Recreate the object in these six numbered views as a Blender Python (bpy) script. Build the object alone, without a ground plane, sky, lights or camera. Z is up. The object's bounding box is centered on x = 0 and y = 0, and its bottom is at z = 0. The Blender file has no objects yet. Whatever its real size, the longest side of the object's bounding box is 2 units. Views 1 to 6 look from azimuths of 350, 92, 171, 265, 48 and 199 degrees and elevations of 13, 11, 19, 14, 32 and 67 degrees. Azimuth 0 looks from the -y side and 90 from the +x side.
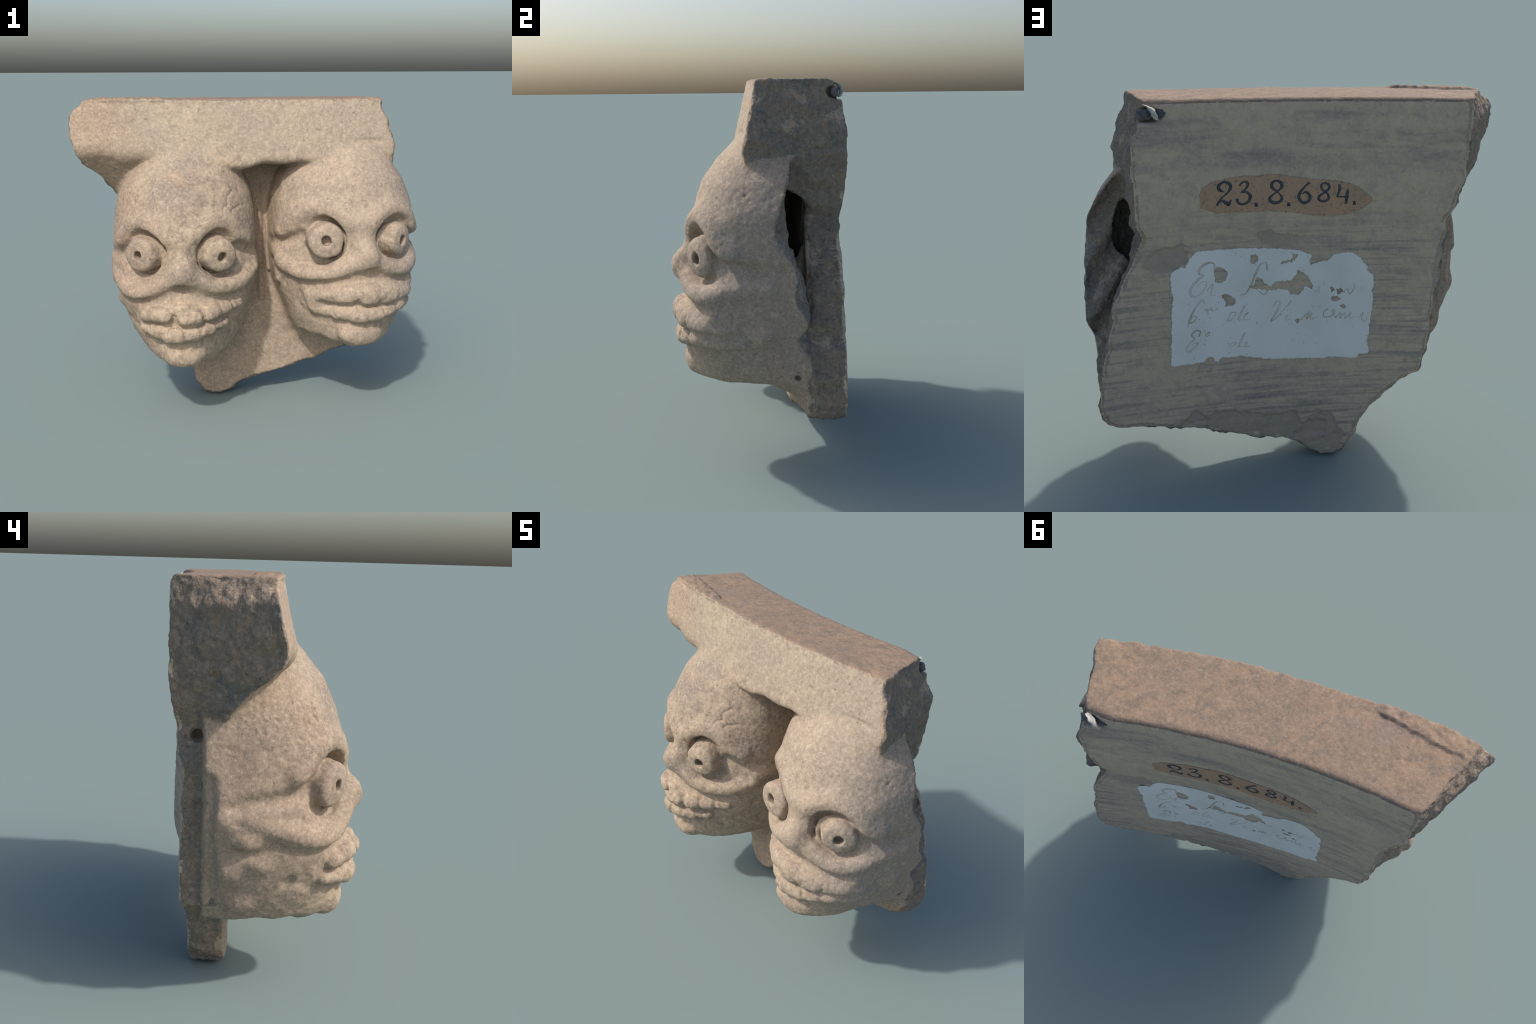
"""Rim sherd of a clay vessel with two applied goggle-eyed heads.

The sherd is modelled as an implicit body (curved vessel wall + rim band + two
heads with sockets, cheek ridges, noses, lips and peg eyes), meshed once, given
surface relief in code, and split by region into named parts.  Paper label,
lacquer patch and ink strokes are meshes of their own lying on the inner wall.
"""
import bpy, math
import numpy as np
from mathutils import Vector

rng = np.random.default_rng(7)
VOX = 0.006

# ------------------------------------------------------------------ helpers
def smin(a, b, k):
    h = np.clip(0.5 + 0.5 * (b - a) / k, 0, 1)
    return b + (a - b) * h - k * h * (1 - h)

def smax(a, b, k):
    return -smin(-a, -b, k)

def sstep(a, b, x):
    t = np.clip((x - a) / (b - a), 0, 1)
    return t * t * (3 - 2 * t)

def table(pts, zs, blur=9):
    p = sorted(pts)
    v = np.interp(zs, [a for a, _ in p], [b for _, b in p])
    k = np.hanning(blur + 2); k /= k.sum()
    n = len(k) // 2
    return np.convolve(np.pad(v, n, mode='edge'), k, 'valid')

_perm = np.random.default_rng(11).permutation(256).astype(np.int64)
_perm = np.concatenate([_perm, _perm, _perm])
_grad = np.random.default_rng(12).normal(size=(256, 3))
_grad /= np.linalg.norm(_grad, axis=1)[:, None]

def perlin(P):
    """Gradient noise, roughly -0.7 .. 0.7, for an (n,3) array."""
    i = np.floor(P).astype(np.int64)
    f = P - i
    w = f * f * f * (f * (f * 6 - 15) + 10)
    i &= 255
    out = np.zeros(len(P))
    for dx in (0, 1):
        for dy in (0, 1):
            for dz in (0, 1):
                hsh = _perm[_perm[_perm[(i[:, 0] + dx)] + i[:, 1] + dy] + i[:, 2] + dz]
                g = _grad[hsh]
                d = f - np.array([dx, dy, dz])
                ww = (w[:, 0] if dx else 1 - w[:, 0]) * (w[:, 1] if dy else 1 - w[:, 1]) * (w[:, 2] if dz else 1 - w[:, 2])
                out += ww * (g * d).sum(1)
    return out

def fbm_on(w, P, scale, octaves=4, gain=0.5):
    out = np.zeros(len(P)); m = w > 1e-3
    out[m] = fbm(P[m], scale, octaves, gain); return out

def fbm(P, scale, octaves=4, gain=0.5):
    out = np.zeros(len(P)); a = 1.0
    for o in range(octaves):
        out += a * perlin(P * scale + 17.3 * o)
        a *= gain; scale *= 2.03
    return out

def catmull(pts, n=6):
    p = np.array(pts, float)
    p = np.vstack([2 * p[0] - p[1], p, 2 * p[-1] - p[-2]])
    out = []
    for i in range(1, len(p) - 2):
        for t in np.linspace(0, 1, n, endpoint=False):
            a, b, c, d = p[i - 1], p[i], p[i + 1], p[i + 2]
            out.append(0.5 * (2 * b + (c - a) * t + (2 * a - 5 * b + 4 * c - d) * t * t + (3 * b - a - 3 * c + d) * t ** 3))
    out.append(p[-2])
    return np.array(out)

# ------------------------------------------------------------------ vessel wall
def y_back(x, z=1.0):                # concave inner face of the vessel
    k = sstep(1.10, 1.35, z)
    y = (0.327 + 0.10 * (x + 0.05) ** 2) * (1 - k) + (0.330 + 0.125 * x ** 2) * k
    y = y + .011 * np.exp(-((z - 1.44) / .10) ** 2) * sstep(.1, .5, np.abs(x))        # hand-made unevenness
    y = y + .012 * sstep(-.3, -.6, x) * sstep(.9, .6, z) + .010 * sstep(.45, .65, x) * sstep(1.15, 1.3, z) * sstep(1.75, 1.6, z)
    return y - .014 * np.exp(-((x - .3) / .25) ** 2 - ((z - 1.12) / .12) ** 2)

# broken outline of the wall seen on its inner face (x, z)
OUTLINE = [(.675, 1.95), (.695, 1.80), (.725, 1.71), (.754, 1.60), (.760, 1.53), (.750, 1.42), (.746, 1.256), (.722, 1.196),
           (.780, 1.07), (.848, .92), (.878, .777), (.908, .655), (.930, .50), (.938, .38), (.910, .31), (.83, .275),
           (.675, .252), (.518, .227), (.332, .172), (.179, .128), (.037, .108), (-.055, .05), (-.12, .010),
           (-.19, .002), (-.25, .022), (-.301, .105), (-.33, .19), (-.371, .272), (-.482, .37), (-.541, .435), (-.61, .47),
           (-.645, .644), (-.66, .79), (-.68, .96), (-.687, 1.127), (-.693, 1.25), (-.733, 1.337), (-.772, 1.457),
           (-.782, 1.61), (-.788, 1.72), (-.772, 1.80), (-.772, 1.95)]

def polygon_sdf(X, Z, poly):
    d = np.full(X.shape, 1e9); inside = np.zeros(X.shape, bool)
    n = len(poly)
    for i in range(n):
        ax, az = poly[i]; bx, bz = poly[(i + 1) % n]
        ex, ez = bx - ax, bz - az
        wx, wz = X - ax, Z - az
        t = np.clip((wx * ex + wz * ez) / (ex * ex + ez * ez), 0, 1)
        d = np.minimum(d, (wx - ex * t) ** 2 + (wz - ez * t) ** 2)
        c = ((az <= Z) & (bz > Z)) | ((bz <= Z) & (az > Z))
        xi = ax + (Z - az) / (bz - az if bz != az else 1e-9) * ex
        inside ^= c & (X < xi)
    d = np.sqrt(d)
    return np.where(inside, -d, d)

gx = np.arange(-1.08, 1.08, VOX, dtype=np.float32)
gy = np.arange(-0.48, 0.48, VOX, dtype=np.float32)
gz = np.arange(-0.04, 1.88, VOX, dtype=np.float32)
NX, NY, NZ = len(gx), len(gy), len(gz)
X = gx[:, None, None]; Y = gy[None, :, None]; Z = gz[None, None, :]

# broken ends run obliquely through the thickness of the wall
slant_left = -np.interp(gz, [.35, .55, 1.25, 1.35, 1.44, 1.55, 1.68, 1.74, 1.81], [.15, .22, .25, .40, .49, .56, .63, .61, .45])
slant_right = np.interp(gz, [0.9, 1.2, 1.5], [0.0, 0.1, 0.2])
side_mix = sstep(-0.4, 0.4, gx)[:, None]
SL = (slant_left[None, :] * (1 - side_mix) + slant_right[None, :] * side_mix).astype(np.float32)
px = np.arange(-1.4, 1.4, VOX)
poly2 = polygon_sdf(*np.meshgrid(px, gz.astype(float), indexing='ij'), OUTLINE).astype(np.float32)
iz = np.arange(NZ)[None, :]
EDGE = np.empty((NX, NY, NZ), np.float32)
for j, y in enumerate(gy):
    xs = (gx[:, None] + SL * (y - 0.38) + 1.4) / VOX
    i0 = np.clip(xs.astype(int), 0, len(px) - 2); f = xs - i0
    EDGE[:, j, :] = poly2[i0, iz] * (1 - f) + poly2[i0 + 1, iz] * f

EDGE += (.007 * np.sin(19 * X + 23 * Z + 9 * Y) * np.sin(31 * Z - 13 * Y + 1.0) + .003 * np.sin(47 * Z + 17 * X + 29 * Y)).astype(np.float32)
yb = y_back(X, Z).astype(np.float32)
back = Y - yb
wall = smax((yb - 0.165 - .025 * sstep(-.35, -.1, X) * sstep(.75, .5, X) * sstep(.8, .5, Z)) - Y, back, 0.02).astype(np.float32)
wall = smax(wall, EDGE, 0.034)
wall = smax(wall, Z - 1.6, 0.02)

# rim band: leaning front face, lip, oblique underside
z_lip = table([(-1.1, 1.532), (-.85, 1.53), (-.6, 1.51), (-.35, 1.47), (-.14, 1.437), (.05, 1.45), (.22, 1.462), (.4, 1.47), (.65, 1.475), (.85, 1.485), (1.1, 1.49)], gx, 21)[:, None, None].astype(np.float32)
z_lip = z_lip + (.007 * np.sin(13 * X + .5) + .005 * np.sin(29 * X)).astype(np.float32)
under = table([(-1.1, .95), (-.75, .95), (-.3, .30), (.0, .12), (.25, .12), (.7, .7), (1.1, .8)], gx, 21)[:, None, None].astype(np.float32)
yf = -0.057 + 0.118 * X ** 2 - (1.80 - Z) * 0.23 - .018 * sstep(-.35, -.75, X)
y_lip = -0.057 + 0.118 * X ** 2 - (1.80 - z_lip) * 0.23 - .018 * sstep(-.35, -.75, X)
rim = smax((yf - Y) / 1.033, Z - 1.810, 0.012)
rim = smax(rim, (z_lip - under * (Y - y_lip) - Z) / np.sqrt(1 + under ** 2), 0.045)
rim = smax(rim, back, 0.03)
rim = smax(rim, EDGE, 0.012)
WALL = wall.astype(np.float32); RIM = rim.astype(np.float32)

# ------------------------------------------------------------------ heads
ZS = np.linspace(0, 2, 401)

class Head:
    """Superelliptic sections stacked along z in a yawed frame (u, z, q = depth)."""
    def __init__(self, centre, yaw, front, width, z_chin, box, outer, flare, skirt, n_out, n_in, w_out, w_in):
        self.c = centre; a = math.radians(yaw); self.cb = 0.10; self.n = 2.2
        self.noz = table(n_out, ZS, 13); self.niz = table(n_in, ZS, 13)
        self.woz = table(w_out, ZS, 13); self.wiz = table(w_in, ZS, 13)
        self.F = np.array([math.sin(a), -math.cos(a)]); self.U = np.array([math.cos(a), math.sin(a)])
        self.fz = table(front, ZS, 13); self.wz = table(width, ZS, 13)
        self.box = box
        self.outer = outer                        # +1 / -1: side of the head facing the broken end
        self.flz = table(flare, ZS, 13)
        (x0, x1), (y0, y1), (z0, z1) = box
        self.sl = (slice(*np.searchsorted(gx, [x0, x1])), slice(*np.searchsorted(gy, [y0, y1])), slice(*np.searchsorted(gz, [z0, z1])))
        x = gx[self.sl[0]][:, None, None]; y = gy[self.sl[1]][None, :, None]; z = gz[self.sl[2]][None, None, :]
        dx, dy = x - centre[0], y - centre[1]
        self.u = (dx * self.U[0] + dy * self.U[1]).astype(np.float32) + 0 * z
        self.q = (dx * self.F[0] + dy * self.F[1]).astype(np.float32) + 0 * z
        self.z = z + 0 * self.u
        zz = z[0, 0, :]
        w = np.interp(zz, ZS, self.wz).astype(np.float32)[None, None, :]
        d = (np.interp(zz, ZS, self.fz) + self.cb).astype(np.float32)[None, None, :]
        qq = np.maximum(self.q + self.cb, 0)
        fl = np.interp(zz, ZS, self.flz).astype(np.float32)[None, None, :]
        ko = np.interp(zz, ZS, self.woz).astype(np.float32)[None, None, :]; ki = np.interp(zz, ZS, self.wiz).astype(np.float32)[None, None, :]
        lo, hi = self.flanks(self.q, w * ko, w * ki, fl)
        right = self.u > 0
        side = np.where(right, hi, -lo)
        n = np.where(self.u * outer > 0, np.interp(zz, ZS, self.noz)[None, None, :], np.interp(zz, ZS, self.niz)[None, None, :]).astype(np.float32)
        rho = (np.abs(self.u / side) ** n + (qq / d) ** n) ** (1 / n)
        g = np.gradient(rho, VOX)
        gm = np.sqrt(g[0] ** 2 + g[1] ** 2 + g[2] ** 2)
        self.f = (rho - 1) / np.maximum(gm, 1.2)
        z_chin = z_chin - skirt * np.maximum(0, -.08 - self.q)
        wob = 0.010 * np.sin(self.u * 23) + 0.008 * np.sin(self.u * 41 + self.q * 30)
        self.f = smax(self.f, z_chin + wob - self.z - 0.02 * (self.q > 9), 0.035)
        self.f = smax(self.f, y - 0.27 + 0 * self.f, 0.01)

    def flanks(self, q, wo, wi, fl):
        """Side limits: the outer flank flares towards the wall, the inner one runs straight."""
        t = np.maximum(0, .05 - q); out = fl * t * t / (t + .04)
        return (-wi, wo + out) if self.outer > 0 else (-wo - out, wi)

    def dep(self, u, z):
        w = np.interp(z, ZS, self.wz); d = np.interp(z, ZS, self.fz) + self.cb
        o = u * self.outer > 0
        n = np.interp(z, ZS, self.noz if o else self.niz); w = w * np.interp(z, ZS, self.woz if o else self.wiz)
        return d * max(1 - min(abs(u) / w, 0.9999) ** n, 0) ** (1 / n) - self.cb

    def P(self, u, z, h=0.0):           # point on / above the plain head surface
        w = np.interp(z, ZS, self.wz); d = np.interp(z, ZS, self.fz) + self.cb
        q = self.dep(u, z)
        o = u * self.outer > 0
        n = np.interp(z, ZS, self.noz if o else self.niz); w = w * np.interp(z, ZS, self.woz if o else self.wiz)
        nu = np.sign(u) * (abs(u) / w) ** (n - 1) / w; nq = (max(q + self.cb, 0) / d) ** (n - 1) / d
        m = math.hypot(nu, nq) + 1e-9
        return np.array([u + h * nu / m, q + h * nq / m, z])

    def S(self, side, q, z, h=0.0):     # point on the flank, behind the widest line
        w = np.interp(z, ZS, self.wz)
        lo, hi = self.flanks(q, w * np.interp(z, ZS, self.woz), w * np.interp(z, ZS, self.wiz), np.interp(z, ZS, self.flz))
        return np.array([hi + h if side > 0 else lo - h, q, z])

    def _window(self, lo, hi):
        m = (self.u > lo[0]) & (self.u < hi[0]) & (self.q > lo[1]) & (self.q < hi[1]) & (self.z > lo[2]) & (self.z < hi[2])
        return np.nonzero(m)

    def tube(self, pts, k, cut=False, n=4):
        """Blend (or carve) a round tube through (point, radius) stations."""
        a = np.array([list(p) + [r] for p, r in pts])
        if len(a) > 2: a = catmull(a, n)
        pad = a[:, 3].max() + 3 * k + 0.02
        ii = self._window(a[:, :3].min(0) - pad, a[:, :3].max(0) + pad)
        Q = np.stack([self.u[ii], self.q[ii], self.z[ii]], 1)
        d = np.full(len(Q), 9.0, np.float32)
        if len(a) == 1:
            d = np.linalg.norm(Q - a[0, :3], axis=1) - a[0, 3]
        for i in range(len(a) - 1):
            e = a[i + 1, :3] - a[i, :3]
            t = np.clip(((Q - a[i, :3]) @ e) / (e @ e + 1e-12), 0, 1)
            dd = np.linalg.norm(Q - a[i, :3] - t[:, None] * e, axis=1) - (a[i, 3] + t * (a[i + 1, 3] - a[i, 3]))
            d = np.minimum(d, dd)
        self.f[ii] = smax(self.f[ii], -d, k) if cut else smin(self.f[ii], d, k)

    def blob(self, p, radii, k, cut=False):
        radii = np.array(radii); p = np.array(p)
        pad = radii + 3 * k + 0.02
        ii = self._window(p - pad, p + pad)
        Q = (np.stack([self.u[ii], self.q[ii], self.z[ii]], 1) - p) / radii
        r = np.linalg.norm(Q, axis=1)
        d = (r - 1) * r / np.maximum(np.linalg.norm(Q / radii, axis=1), 1e-6)
        self.f[ii] = smax(self.f[ii], -d, k) if cut else smin(self.f[ii], d, k)

    def eye(self, tip, axis, r0, r1, length, hole, store):
        """Peg eye: tapering plug with rounded edge and a drilled pupil."""
        tip = np.array(tip); ax = np.array(axis, float); ax /= np.linalg.norm(ax)
        base = tip - ax * length
        pad = max(r0, r1) + 0.05
        ii = self._window(np.minimum(tip, base) - pad, np.maximum(tip, base) + pad)
        Q = np.stack([self.u[ii], self.q[ii], self.z[ii]], 1) - base
        t = Q @ ax
        rad = np.linalg.norm(Q - t[:, None] * ax, axis=1)
        ang = np.arctan2(Q[:, 2], Q[:, 0])
        lump = 1 + 0.025 * np.sin(3 * ang + tip[0] * 40) + 0.015 * np.sin(5 * ang + tip[2] * 60)
        rr = (r0 + (r1 - r0) * np.clip(t / length, 0, 1)) * lump
        dome = length - 0.14 * rad ** 2 / r1 - t
        d = smax(rad - rr, -dome, 0.020)
        d = smax(d, -t - 0.02, 0.01)
        d = smax(d, -(np.maximum(rad - hole * (1 - .25 * np.sin(2 * ang)), length - 0.055 - t)), 0.008)
        e = np.full(self.f.shape, 9.0, np.float32); e[ii] = d
        store.append(e)
        drill = np.maximum(rad - hole, length - 0.055 - t)
        f = self.f[ii]
        self.f[ii] = np.maximum(smin(f, d, 0.020), -drill)

HL = Head((-.39, -.05), -9.6,
          [(1.66, -.07), (1.60, -.02), (1.56, .04), (1.48, .113), (1.40, .178), (1.28, .235), (1.18, .268), (1.10, .275), (1.0, .270), (.9, .278), (.8, .300), (.7, .318), (.6, .313), (.5, .290), (.42, .278), (.37, .26), (.34, .235)],
          [(1.66, .03), (1.60, .06), (1.56, .15), (1.48, .25), (1.40, .32), (1.30, .365), (1.2, .385), (1.1, .395), (1.0, .40), (.9, .405), (.8, .395), (.7, .375), (.6, .345), (.5, .31), (.42, .265), (.37, .225), (.34, .19)],
          .378, ((-1.0, .20), (-.47, .34), (.16, 1.70)), -1,
          [(1.4, .0), (1.25, .12), (1.0, .15), (.8, .10), (.6, .05), (.3, .0)], .08,
          [(1.4, 2.2), (1.0, 2.2), (.8, 2.1), (.5, 1.85)], [(1.4, 1.75), (1.2, 1.65), (1.05, 1.68), (.85, 1.72), (.5, 1.72)],
          [(1.3, 1.0), (1.0, 1.01), (.8, 1.01), (.6, 1.0), (.45, .97)], [(1.3, 1.0)])
HR = Head((.54, -.05), 7.5,
          [(1.65, -.07), (1.58, -.01), (1.53, .05), (1.454, .125), (1.36, .193), (1.27, .227), (1.176, .256), (1.11, .262), (1.0, .262), (.9, .270), (.8, .292), (.7, .300), (.6, .298), (.535, .28), (.465, .28), (.43, .265), (.40, .24)],
          [(1.65, .03), (1.58, .08), (1.53, .2), (1.45, .3), (1.37, .355), (1.24, .405), (1.1, .42), (.94, .42), (.82, .418), (.71, .39), (.62, .36), (.53, .325), (.46, .285), (.43, .255), (.40, .22)],
          .430, ((-.02, 1.07), (-.46, .34), (.22, 1.70)), 1,
          [(1.45, .05), (1.25, .24), (1.0, .24), (.8, .25), (.65, .31), (.5, .44), (.35, .60)], .40,
          [(1.4, 2.3), (1.2, 2.4), (.85, 2.4), (.7, 2.4), (.5, 2.15)], [(1.4, 1.55), (1.2, 1.48), (.8, 1.45), (.5, 1.4)],
          [(1.4, 1.0), (1.2, 1.02), (.8, 1.02), (.6, 1.0)], [(1.35, .97), (1.2, .94), (1.0, .94), (.8, .92), (.6, .89), (.45, .9)])
eyesL, eyesR = [], []

def face(h, brow, sockets, ridge, nose, nostril):
    for pts in brow:                                  # overhanging brow roll
        h.tube([(h.P(u, z + .012, -.027), .052) for u, z in pts], .040)
    for (u, z, ru, rz) in sockets:                    # eye sockets
        p = h.P(u, z + .008, .008); h.blob(p, (ru + .008, .092, rz + .006), .014, True)
        h.blob(h.P(u * 1.28, z - .045, .018), (.105, .066, .07), .04, True)
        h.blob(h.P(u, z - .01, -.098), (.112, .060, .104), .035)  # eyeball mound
        ring = [h.P(u + .110 * math.cos(a), z - .008 + .104 * math.sin(a), -.040) for a in np.linspace(0, 2 * math.pi, 15)]
        h.tube([(pp, .012) for pp in ring], .018, n=2)            # lid ring
    for pts in ridge:
        h.tube([(p, r + .002) for p, r in pts], .028)
    h.tube([(p, r + .004) for p, r in nose], .05)
    h.blob(*nostril, .02, True)

# --- left head
P, S = HL.P, HL.S
face(HL,
     [[(-.345, 1.05), (-.30, 1.125), (-.217, 1.158), (-.137, 1.135), (-.075, 1.085), (0, 1.065), (.05, 1.085), (.102, 1.125), (.17, 1.155), (.25, 1.14), (.31, 1.075), (.345, 1.04)]],
     [(-.205, .985, .135, .135), (.195, .985, .135, .135)],
     [[(P(-.01, .895, .004), .054), (P(-.10, .850, -.004), .050), (P(-.16, .808, -.010), .047), (P(-.23, .785, -.012), .048), (P(-.30, .792, -.014), .048), (P(-.36, .825, -.016), .045), (S(-1, -.04, .865, -.03), .036), (S(-1, -.12, .90, -.045), .03)],
      [(P(.01, .895, .004), .054), (P(.10, .853, -.004), .050), (P(.165, .82, -.010), .047), (P(.245, .812, -.012), .048), (P(.32, .83, -.014), .048), (P(.375, .865, -.016), .045), (S(1, -.04, .895, -.03), .036), (S(1, -.12, .92, -.045), .03)]],
     [(P(0, 1.03, -.045), .045), (P(0, .97, -.015), .05), (P(0, .915, .026), .056), (P(0, .885, .018), .055)],
     (P(0, .824, .036), (.045, .05, .03)))
HL.tube([(P(-.295, 1.01, .004), .034), (P(-.355, .975, .004), .030), (S(-1, -.07, .955, .012), .018), (S(-1, -.14, .935, .016), .012)], .035, True)
for q_, z_, h_, r_ in ((-.10, .80, -.03, .045), (-.16, .66, -.035, .05), (-.05, .70, -.03, .04), (-.13, .50, -.03, .045), (-.18, .88, -.03, .04)):
    HL.blob(S(-1, q_, z_, h_), (r_, r_ * 1.2, r_), .05)
HL.tube([(S(-1, -.02, .745, .012), .014), (S(-1, -.09, .735, .010), .016), (S(-1, -.13, .76, .012), .012)], .03, True)
HL.tube([(P(.295, 1.01, .004), .034), (P(.36, .98, .004), .030), (S(1, -.09, .98, .008), .02), (S(1, -.2, .975, .012), .014)], .03, True)
# muzzle hollow under the ridge, then lips as lumps
HL.tube([(P(-.27, .725, .022), .018), (P(-.12, .757, .022), .018), (P(0, .77, .026), .02), (P(.12, .757, .022), .018), (P(.28, .745, .022), .018)], .03, True)
for u, z, r, h, half in [(-.185, .668, .038, .0, .012), (-.115, .682, .046, .003, .026), (.0, .712, .032, .0, .02), (.045, .668, .052, .004, .020), (.152, .684, .046, .004, .012), (.222, .690, .034, -.002, .016), (.285, .697, .026, -.004, .014)]:
    HL.tube([(P(u - half, z, h), r), (P(u + half, z, h), r)], .008)
for u, z, r, h, half in [(-.20, .592, .034, -.004, .01), (-.135, .582, .042, -.002, .016), (-.04, .565, .050, .003, .022), (.052, .575, .046, .0, .014), (.125, .590, .042, -.002, .014), (.20, .612, .036, -.004, .014)]:
    HL.tube([(P(u - half, z, h), r), (P(u + half, z, h), r)], .009)
HL.tube([(P(-.215, .622, .03), .012), (P(-.103, .632, .045), .010), (P(-.04, .633, .045), .010), (P(.024, .622, .045), .010), (P(.106, .629, .045), .011), (P(.19, .637, .03), .014), (P(.265, .647, .022), .018)], .012, True)
HL.tube([(P(-.255, .70, .018), .012), (P(-.275, .64, .016), .018), (P(-.27, .58, .016), .020), (P(-.2, .53, .024), .012), (P(-.05, .503, .030), .014), (P(.08, .515, .030), .012), (P(.18, .55, .026), .010)], .03, True)
HL.blob(P(-.30, .585, .02), (.032, .035, .04), .02, True)
HL.tube([(S(-1, -.235, zz, .004), .026 + .008 * math.sin(zz * 21)) for zz in (.48, .6, .72, .84, .96, 1.04)], .02, True)
HL.blob(P(0, .43, -.04), (.11, .06, .06), .05)                       # chin pad
HL.eye([-.237, .263, .995], [-.50, .85, -.06], .102, .092, .13, .023, eyesL)
HL.eye([.224, .266, .992], [.50, .85, -.05], .099, .088, .13, .023, eyesL)

# --- right head
P, S = HR.P, HR.S
face(HR,
     [[(-.375, 1.055), (-.32, 1.15), (-.231, 1.20), (-.154, 1.19), (-.075, 1.135), (0, 1.115), (.05, 1.12), (.11, 1.17), (.2, 1.195), (.29, 1.165), (.35, 1.09), (.385, 1.05)]],
     [(-.20, 1.025, .145, .14), (.215, 1.02, .145, .14)],
     [[(P(.0, .94, .004), .054), (P(-.09, .895, -.004), .051), (P(-.17, .855, -.010), .048), (P(-.25, .84, -.012), .050), (P(-.32, .85, -.014), .050), (P(-.375, .885, -.016), .046), (S(-1, -.06, .91, -.02), .04), (S(-1, -.16, .93, -.03), .035)],
      [(P(.02, .94, .004), .054), (P(.10, .905, -.004), .050), (P(.18, .87, -.010), .047), (P(.26, .858, -.012), .048), (P(.33, .868, -.014), .046), (P(.385, .90, -.016), .042), (S(1, -.07, .92, -.02), .036)]],
     [(P(.005, 1.08, -.045), .045), (P(.008, 1.02, -.015), .05), (P(.012, .965, .022), .056), (P(.015, .935, .014), .056)],
     (P(.03, .872, .036), (.036, .03, .026)))
HR.tube([(P(-.295, 1.05, .004), .034), (P(-.355, 1.01, .004), .030), (S(-1, -.09, 1.0, .008), .02), (S(-1, -.2, .99, .012), .014)], .03, True)
HR.tube([(P(.30, 1.05, .002), .036), (P(.37, 1.005, .004), .030), (S(1, -.09, .995, .008), .02), (S(1, -.18, .985, .012), .014)], .03, True)
HR.tube([(P(-.30, .775, .02), .018), (P(-.15, .80, .022), .018), (P(0, .825, .026), .018), (P(.12, .82, .024), .018), (P(.28, .795, .02), .016)], .03, True)
HR.tube([(P(-.255, .715, -.006), .036), (P(-.18, .73, .0), .042), (P(-.10, .742, .0), .048), (P(0, .755, .0), .054), (P(.09, .748, .0), .052), (P(.19, .735, -.004), .046), (P(.28, .722, -.006), .042), (P(.345, .705, -.008), .036)], .02)
for u, z, r, h in [(-.1, .715, .034, .01), (.02, .72, .036, .012), (.14, .712, .034, .01), (.25, .71, .032, .0)]:
    HR.tube([(P(u - .02, z, h), r), (P(u + .02, z, h), r)], .02)
for u, z, r, h in [(-.17, .632, .034, -.008), (-.11, .632, .046, -.002), (-.025, .622, .050, .0), (.065, .624, .049, .0), (.15, .636, .044, -.002), (.235, .652, .042, -.002), (.30, .655, .040, -.002), (.35, .660, .034, -.002)]:
    HR.tube([(P(u - .017, z, h - .005), r), (P(u + .017, z, h - .005), r)], .011)
HR.blob(P(-.225, .675, -.022), (.065, .045, .075), .03)
HR.tube([(P(-.19, .687, .030), .005), (P(-.14, .684, .038), .007), (P(-.09, .683, .042), .014), (P(-.03, .684, .042), .014), (P(.08, .676, .047), .006), (P(.19, .684, .036), .009), (P(.29, .690, .030), .011), (P(.36, .684, .022), .014)], .012, True)
HR.blob(P(.33, .775, -.028), (.045, .045, .035), .03)
HR.tube([(S(1, .01, .66, .010), .014), (S(1, .0, .70, .010), .016), (S(1, -.02, .74, .008), .014)], .03, True)
HR.blob(S(1, -.06, .70, -.03), (.05, .06, .05), .05)
HR.tube([(P(-.30, .745, .014), .014), (P(-.295, .69, .012), .016), (P(-.285, .63, .014), .016), (P(-.22, .575, .022), .012), (P(-.11, .560, .026), .014), (P(0, .552, .030), .014), (P(.12, .565, .028), .012), (P(.22, .59, .024), .010)], .03, True)
HR.tube([(P(-.33, .815, .01), .012), (P(-.355, .78, .01), .014), (P(-.35, .75, .008), .012)], .02, True)
HR.tube([(P(-.39, .83, -.01), .02), (P(-.375, .775, -.006), .022)], .02)
HR.blob(P(0, .50, -.045), (.12, .06, .06), .05)
HR.eye([-.207, .236, 1.043], [-.24, .95, .06], .102, .097, .12, .027, eyesR)
HR.eye([.253, .245, 1.028], [.52, .85, -.02], .099, .090, .13, .025, eyesR)

# --- broken, hollow flank of the right head
xs = gx[HR.sl[0]][:, None, None]; ys = gy[HR.sl[1]][None, :, None]; zs = gz[HR.sl[2]][None, None, :]
edge_y = table([(1.52, .20), (1.49, .20), (1.40, .165), (1.31, .135), (1.2, .125), (1.1, .145), (1.02, .175), (.95, .21), (.8, .235), (.6, .245), (.5, .27), (.42, .30)], gz, 9)[HR.sl[2]][None, None, :]
CUT = np.maximum(.735 + .10 * sstep(1.0, .85, zs) - xs, edge_y + .02 * np.sin(xs * 40 + zs * 25) - ys + 0 * zs).astype(np.float32)
HR.f = smax(HR.f, -CUT, .02)
hollow = (np.sqrt(((xs - .58) / .27) ** 2 + ((ys - .095) / .165) ** 2 + ((zs - 1.18) / .27) ** 2) - 1) * .12
HR.f = smax(HR.f, -hollow, .012)
hollowF = np.full((NX, NY, NZ), 9.0, np.float32)

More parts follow.
